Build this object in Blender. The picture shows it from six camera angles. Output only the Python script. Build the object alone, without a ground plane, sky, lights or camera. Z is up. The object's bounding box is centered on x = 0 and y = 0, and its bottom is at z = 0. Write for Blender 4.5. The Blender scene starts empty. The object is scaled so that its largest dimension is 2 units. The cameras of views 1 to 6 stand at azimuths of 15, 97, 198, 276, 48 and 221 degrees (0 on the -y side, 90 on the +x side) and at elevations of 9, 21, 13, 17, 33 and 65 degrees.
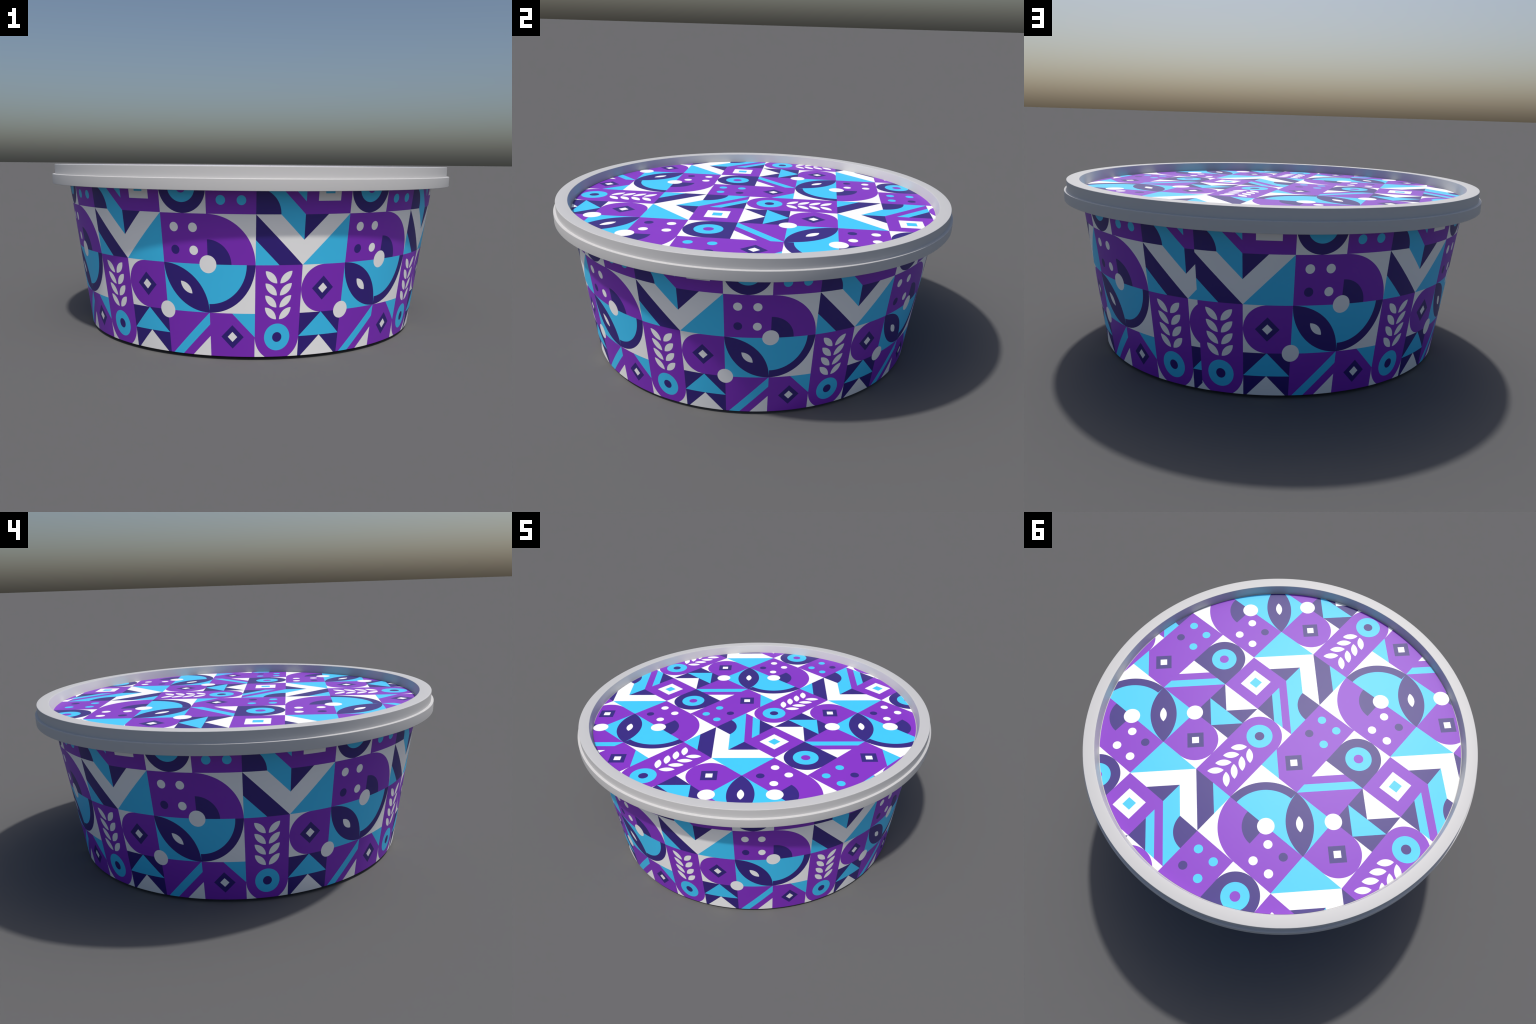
"""A round plastic food tub: tapered container in a printed sleeve, a stepped
snap-on lid and a round printed label sunk into the lid.  Print = one repeating
4 x 4 cell geometric pattern, described as shapes in a node group."""
import bpy, math

SEGMENTS = 360

# ------------------------------------------------------------------ sizes (m)
LID_TOP, LEDGE, SKIRT_BOTTOM = 0.7908, 0.7451, 0.6999
R_SKIRT, R_COLLAR, R_WELL_TOP, R_WELL_BOTTOM = 1.0, 0.9881, 0.9316, 0.9206
LABEL_TOP, LABEL_THICK, R_LABEL = 0.7440, 0.0020, 0.9173
WRAP_LOW, WRAP_HIGH = 0.0124, 0.7205
def wall_radius(z):                       # taper of the printed side
    return 0.8314 + (z - 0.012) * (0.9237 - 0.8308) / (0.72 - 0.012)

# print placement
LABEL_CELL, LABEL_TURN, LABEL_ORIGIN = 0.22962, math.radians(2.334), (-0.5171, 0.4064)
SIDE_CELL_ANGLE, SIDE_SEAM, SIDE_ORIGIN = math.radians(12.346), math.radians(90.16), math.radians(114.20)
SIDE_CELL_HEIGHT, SIDE_ORIGIN_Z = 0.2032, 0.4037

WHITE, PURPLE, CYAN, NAVY = 0, 1, 2, 3
INKS = {WHITE: (0.98, 0.98, 0.98), PURPLE: (0.234, 0.0255, 0.548),
        CYAN: (0.050, 0.600, 0.990), NAVY: (0.031, 0.0105, 0.205)}
PLASTIC = (0.560, 0.560, 0.565)


# ------------------------------------------------------------- node arithmetic
class Val:
    """A scalar socket with operators; every operator adds one Math node."""
    def __init__(self, tree, socket): self.t, self.s = tree, socket
    def op(self, name, *others, clamp=False):
        n = self.t.nodes.new("ShaderNodeMath"); n.operation = name; n.use_clamp = clamp
        for i, x in enumerate((self,) + others):
            if isinstance(x, Val): self.t.links.new(x.s, n.inputs[i])
            else: n.inputs[i].default_value = x
        return Val(self.t, n.outputs[0])
    def __add__(self, o): return self.op("ADD", o)
    def __sub__(self, o): return self.op("SUBTRACT", o)
    def __mul__(self, o): return self.op("MULTIPLY", o)
    def __truediv__(self, o): return self.op("DIVIDE", o)
    def __gt__(self, o): return self.op("GREATER_THAN", o)
    def __lt__(self, o): return self.op("LESS_THAN", o)
    def __and__(self, o): return self.op("MULTIPLY", o)
    def __or__(self, o): return self.op("MAXIMUM", o)
    def abs(self): return self.op("ABSOLUTE")
    def invert(self): return (self * -1.0) + 1.0


def build_print_group():
    g = bpy.data.node_groups.new("geometric_print", "ShaderNodeTree")
    g.interface.new_socket("U", in_out="INPUT", socket_type="NodeSocketFloat")
    g.interface.new_socket("V", in_out="INPUT", socket_type="NodeSocketFloat")
    g.interface.new_socket("Color", in_out="OUTPUT", socket_type="NodeSocketColor")
    gi, go = g.nodes.new("NodeGroupInput"), g.nodes.new("NodeGroupOutput")
    u = Val(g, gi.outputs["U"]).op("WRAP", 4.0, 0.0)      # 0 .. 4
    v = Val(g, gi.outputs["V"]).op("WRAP", 2.0, -2.0)     # -2 .. 2
    comb = g.nodes.new("ShaderNodeCombineXYZ")
    g.links.new(u.s, comb.inputs[0]); g.links.new(v.s, comb.inputs[1])

    def disc(cx, cy, r):
        n = g.nodes.new("ShaderNodeVectorMath"); n.operation = "DISTANCE"
        g.links.new(comb.outputs[0], n.inputs[0]); n.inputs[1].default_value = (cx, cy, 0)
        return Val(g, n.outputs["Value"]) < r
    def diamond(cx, cy, r):
        return ((u - cx).abs() + (v - cy).abs()) < r
    def square(cx, cy, r):
        return (u - cx).abs().op("MAXIMUM", (v - cy).abs()) < r
    def lens(x0, y0, x1, y1):
        """leaf in a square, tips at two opposite corners, quarter-circle sides"""
        r = abs(x1 - x0)
        return disc(x0, y1, r) & disc(x1, y0, r)

    # columns and rows of the tile
    ge1, ge2, ge3 = u > 1.0, u > 2.0, u > 3.0
    cols = [ge1.invert(), ge1 - ge2, ge2 - ge3, ge3]
    up1, up0, upm = v > 1.0, v > 0.0, v > -1.0
    rows = {1: up1, 0: up0 - up1, -1: upm - up0, -2: upm.invert()}
    cells = {(c, r): None for c in range(4) for r in rows}
    def cell(c, r):
        if cells[c, r] is None: cells[c, r] = cols[c] & rows[r]
        return cells[c, r]

    state = {"ink": None}
    def paint(mask, ink):
        if state["ink"] is None:
            state["ink"] = mask * float(ink); return
        n = g.nodes.new("ShaderNodeMix"); n.data_type = "FLOAT"
        g.links.new(mask.s, n.inputs[0]); g.links.new(state["ink"].s, n.inputs[2])
        n.inputs[3].default_value = float(ink)
        state["ink"] = Val(g, n.outputs[0])

    sum_uv, dif_uv = u + v, u - v

    # --- big letter-like bowl: purple dotted top half over a cyan bowl
    bowl = disc(1, 0, 1.0)
    paint(cell(0, 0) | (cell(1, 0) & bowl), PURPLE)
    paint(cell(1, 0) & disc(1, 0, 0.5), NAVY)
    paint(disc(0.294, 0.270, 0.093), NAVY)
    for x, y in ((0.706, 0.270), (0.706, 0.726), (0.293, 0.726)):
        paint(disc(x, y, 0.093), WHITE)
    paint(cell(0, -1), CYAN)
    paint(cell(0, -1) & lens(0, 0, 1, -1), NAVY)
    paint(lens(0.373, -0.367, 0.623, -0.617), WHITE)
    paint(cell(1, -1) & bowl, NAVY)
    paint(cell(1, -1) & disc(1, 0, 0.817), CYAN)

    # --- chevron
    a, b = cell(2, 0), cell(3, 0)
    paint(a & (sum_uv < 3.0), NAVY)
    paint(a & (sum_uv < 2.5), CYAN)
    paint(a & (sum_uv > 3.5), CYAN)
    paint(b & (dif_uv > 3.0), CYAN)
    paint(b & (dif_uv < 2.5), NAVY)

    # --- eye drop, four dots, striped quarter, framed square (upper row)
    d = cell(0, 1)
    paint(d & (disc(0.5, 1.5, 0.5) | (v > 1.5)), NAVY)
    paint(disc(0.494, 1.5, 0.288), CYAN)
    paint(disc(0.494, 1.5, 0.106), PURPLE)
    paint(cell(1, 1), PURPLE)
    for x, y, ink in ((1.298, 1.268, CYAN), (1.711, 1.268, CYAN), (1.297, 1.720, CYAN), (1.711, 1.720, NAVY)):
        paint(disc(x, y, 0.093), ink)
    q = cell(2, 1)
    paint(q, CYAN)
    paint(q & (sum_uv > 4.0), PURPLE)
    paint(q & (sum_uv > 4.25), CYAN)
    paint(q & (sum_uv > 4.5), NAVY)
    paint(q & disc(2, 1, 0.5), NAVY)
    paint(cell(3, 1), PURPLE)
    paint(square(3.4975, 1.502, 0.2445), WHITE)
    paint(square(3.4985, 1.502, 0.102), CYAN)

    # --- ear of grain over a ringed dot
    paint(cell(2, -1) | (cell(2, -2) & (disc(2.5, -1.5, 0.5) | (v > -1.5))), PURPLE)
    paint(disc(2.5, -1.5, 0.288), CYAN)
    paint(disc(2.5, -1.5, 0.106), NAVY)
    for k in range(4):
        top = -0.1195 - 0.25 * k
        paint(lens(2.534, top - 0.249, 2.783, top), WHITE)
        paint(lens(2.466, top - 0.249, 2.217, top), WHITE)

    # --- round-ended diamond cell, stripe cell, cut-corner cell, fish cell
    e = cell(3, -1)
    paint(e & (disc(3.5, -0.5, 0.5) | (u > 3.5)), PURPLE)
    paint(diamond(3.5, -0.497, 0.253), NAVY)
    paint(diamond(3.5, -0.497, 0.107), WHITE)
    s = cell(0, -2)
    paint(s, PURPLE)
    paint(s & (dif_uv > 2.0), CYAN)
    paint(s & (dif_uv > 2.25), PURPLE)
    paint(s & (dif_uv > 2.5), WHITE)
    p = cell(1, -2)
    paint(p, PURPLE)
    paint(p & (sum_uv > 0.5), CYAN)
    paint(diamond(1.501, -1.499, 0.253), NAVY)
    paint(diamond(1.501, -1.499, 0.107), WHITE)
    f = cell(3, -2)
    paint(f, NAVY)
    steep = (u - 3.5).abs() + v                     # apex-up triangles
    paint(f & (v > -1.5) & (steep < -1.0), CYAN)
    paint(f & (v < -1.5) & (steep < -1.5), WHITE)

    # --- white balls on two cell corners (one straddles the tile edge)
    paint(disc(1, 0, 0.181) | disc(0, -0.995, 0.181) | disc(4, -0.995, 0.181), WHITE)

    ramp = g.nodes.new("ShaderNodeValToRGB"); ramp.color_ramp.interpolation = "CONSTANT"
    el = ramp.color_ramp.elements
    while len(el) < 4: el.new(0.5)
    for k, (pos, ink) in enumerate(((0.0, WHITE), (0.5 / 3, PURPLE), (1.5 / 3, CYAN), (2.5 / 3, NAVY))):
        el[k].position = pos; el[k].color = INKS[ink] + (1,)
    g.links.new((state["ink"] / 3.0).s, ramp.inputs[0])
    g.links.new(ramp.outputs[0], go.inputs[0])
    return g


def new_material(name, roughness):
    m = bpy.data.materials.new(name); m.use_nodes = True
    t = m.node_tree; b = t.nodes["Principled BSDF"]
    b.inputs["Roughness"].default_value = roughness
    b.inputs["IOR"].default_value = 1.5
    return m, t, b

def object_xyz(t):
    tc = t.nodes.new("ShaderNodeTexCoord"); sp = t.nodes.new("ShaderNodeSeparateXYZ")
    t.links.new(tc.outputs["Object"], sp.inputs[0])
    return [Val(t, sp.outputs[i]) for i in range(3)]

def use_print(t, bsdf, group, u, v):
    n = t.nodes.new("ShaderNodeGroup"); n.node_tree = group
    t.links.new(u.s, n.inputs["U"]); t.links.new(v.s, n.inputs["V"])
    t.links.new(n.outputs["Color"], bsdf.inputs["Base Color"])

def make_materials():
    group = build_print_group()
    plastic, t, b = new_material("white_plastic", 0.5)
    b.inputs["Base Color"].default_value = PLASTIC + (1,)

    label, t, b = new_material("label_print", 0.535)
    x, y, z = object_xyz(t)
    c, s = math.cos(LABEL_TURN) / LABEL_CELL, math.sin(LABEL_TURN) / LABEL_CELL
    dx, dy = x - LABEL_ORIGIN[0], y - LABEL_ORIGIN[1]
    b.inputs["Specular IOR Level"].default_value = 0.66
    use_print(t, b, group, dx * c + dy * s, dy * c - dx * s)

    side, t, b = new_material("sleeve_print", 0.5)
    x, y, z = object_xyz(t)
    # angle counted from the glued seam, so that the pattern breaks there
    c, s = math.cos(SIDE_SEAM), math.sin(SIDE_SEAM)
    along, across = x * -c + y * -s, x * s + y * -c
    angle = across.op("ARCTAN2", along) + (math.pi + SIDE_SEAM - SIDE_ORIGIN)
    use_print(t, b, group, angle / SIDE_CELL_ANGLE, (z - SIDE_ORIGIN_Z) / SIDE_CELL_HEIGHT)
    return plastic, label, side


# --------------------------------------------------------------------- lathing
def rounded(profile, default=0.0):
    """profile of (r, z[, fillet]) -> points with the corners rounded"""
    out, n = [], len(profile)
    for i, p in enumerate(profile):
        f = p[2] if len(p) > 2 else default
        if f == 0 or i in (0, n - 1): out.append(p[:2]); continue
        a, c = profile[i - 1], profile[i + 1]
        da, dc = math.dist(a[:2], p[:2]), math.dist(c[:2], p[:2])
        f = min(f, da * 0.49, dc * 0.49)
        s = [p[k] + (a[k] - p[k]) * f / da for k in (0, 1)]
        e = [p[k] + (c[k] - p[k]) * f / dc for k in (0, 1)]
        for j in range(7):
            w = j / 6
            out.append(tuple((1 - w) ** 2 * s[k] + 2 * w * (1 - w) * p[k] + w * w * e[k] for k in (0, 1)))
    return out

def lathe(name, profile, material, parent, closed=True):
    """turn a profile about z; points on the axis become one vertex"""
    verts, rings, faces = [], [], []
    for r, z in profile:
        if r < 1e-6:
            rings.append([len(verts)]); verts.append((0, 0, z))
        else:
            rings.append(list(range(len(verts), len(verts) + SEGMENTS)))
            verts += [(r * math.cos(2 * math.pi * k / SEGMENTS), r * math.sin(2 * math.pi * k / SEGMENTS), z) for k in range(SEGMENTS)]
    pairs = list(zip(rings, rings[1:])) + ([(rings[-1], rings[0])] if closed else [])
    for a, b in pairs:
        for k in range(SEGMENTS):
            j = (k + 1) % SEGMENTS
            if len(a) == 1 and len(b) == 1: break
            if len(a) == 1: faces.append((a[0], b[k], b[j]))
            elif len(b) == 1: faces.append((a[k], b[0], a[j]))
            else: faces.append((a[k], b[k], b[j], a[j]))
    me = bpy.data.meshes.new(name); me.from_pydata(verts, [], faces)
    import bmesh
    bm = bmesh.new(); bm.from_mesh(me)
    bmesh.ops.recalc_face_normals(bm, faces=bm.faces); bm.to_mesh(me); bm.free()
    me.shade_smooth(); me.set_sharp_from_angle(angle=math.radians(32))
    me.materials.append(material)
    ob = bpy.data.objects.new(name, me); bpy.context.scene.collection.objects.link(ob)
    ob.parent = parent
    return ob


def main():
    plastic, label_print, sleeve_print = make_materials()
    tub = bpy.data.objects.new("food_tub", None)
    bpy.context.scene.collection.objects.link(tub)
    tub["label"] = "round plastic tub with purple and cyan geometric print"
    tub["category"] = "food tub"

    # container: foot, tapered wall, rolled rim, hollow inside
    gap, thick = 0.0025, 0.010
    ro = lambda z: wall_radius(z) - gap
    container = [(0, 0.0), (0.760, 0.0, 0.004), (0.766, 0.0135, 0.003), (ro(0.0135), 0.0135, 0.001),
                 (ro(0.722), 0.722), (0.968, 0.722, 0.004), (0.968, 0.737, 0.004),
                 (ro(0.737) - thick, 0.737, 0.004), (ro(0.03) - thick, 0.030, 0.01), (0, 0.030)]
    lathe("container", rounded(container), plastic, tub, closed=False)

    # printed sleeve glued round the wall
    sleeve = [(wall_radius(WRAP_LOW), WRAP_LOW), (wall_radius(WRAP_HIGH), WRAP_HIGH),
              (wall_radius(WRAP_HIGH) - 0.0022, WRAP_HIGH), (wall_radius(WRAP_LOW) - 0.0022, WRAP_LOW)]
    lathe("printed_sleeve", rounded(sleeve), sleeve_print, tub)

    # lid: sunk top, raised collar, ledge, skirt
    lid = [(0, LABEL_TOP - LABEL_THICK), (R_WELL_BOTTOM, LABEL_TOP - LABEL_THICK),
           (R_WELL_TOP, LID_TOP, 0.0020), (R_COLLAR, LID_TOP, 0.0024), (R_COLLAR - 0.0006, LEDGE, 0.0015),
           (R_SKIRT, LEDGE, 0.0024), (R_SKIRT - 0.0005, SKIRT_BOTTOM, 0.0018), (0.9900, SKIRT_BOTTOM, 0.0025),
           (0.9890, 0.7385, 0.003), (0.9780, 0.7400, 0.003), (0.9770, 0.7800, 0.003), (0.9430, 0.7800, 0.003),
           (0.9310, 0.7385, 0.003), (0, 0.7385)]
    lid_ob = lathe("lid", rounded(lid), plastic, tub, closed=False)

    label = [(0, LABEL_TOP), (R_LABEL, LABEL_TOP, 0.0004), (R_LABEL, LABEL_TOP - LABEL_THICK + 0.0002),
             (0, LABEL_TOP - LABEL_THICK + 0.0002)]
    lathe("printed_label", rounded(label), label_print, lid_ob, closed=False)

main()
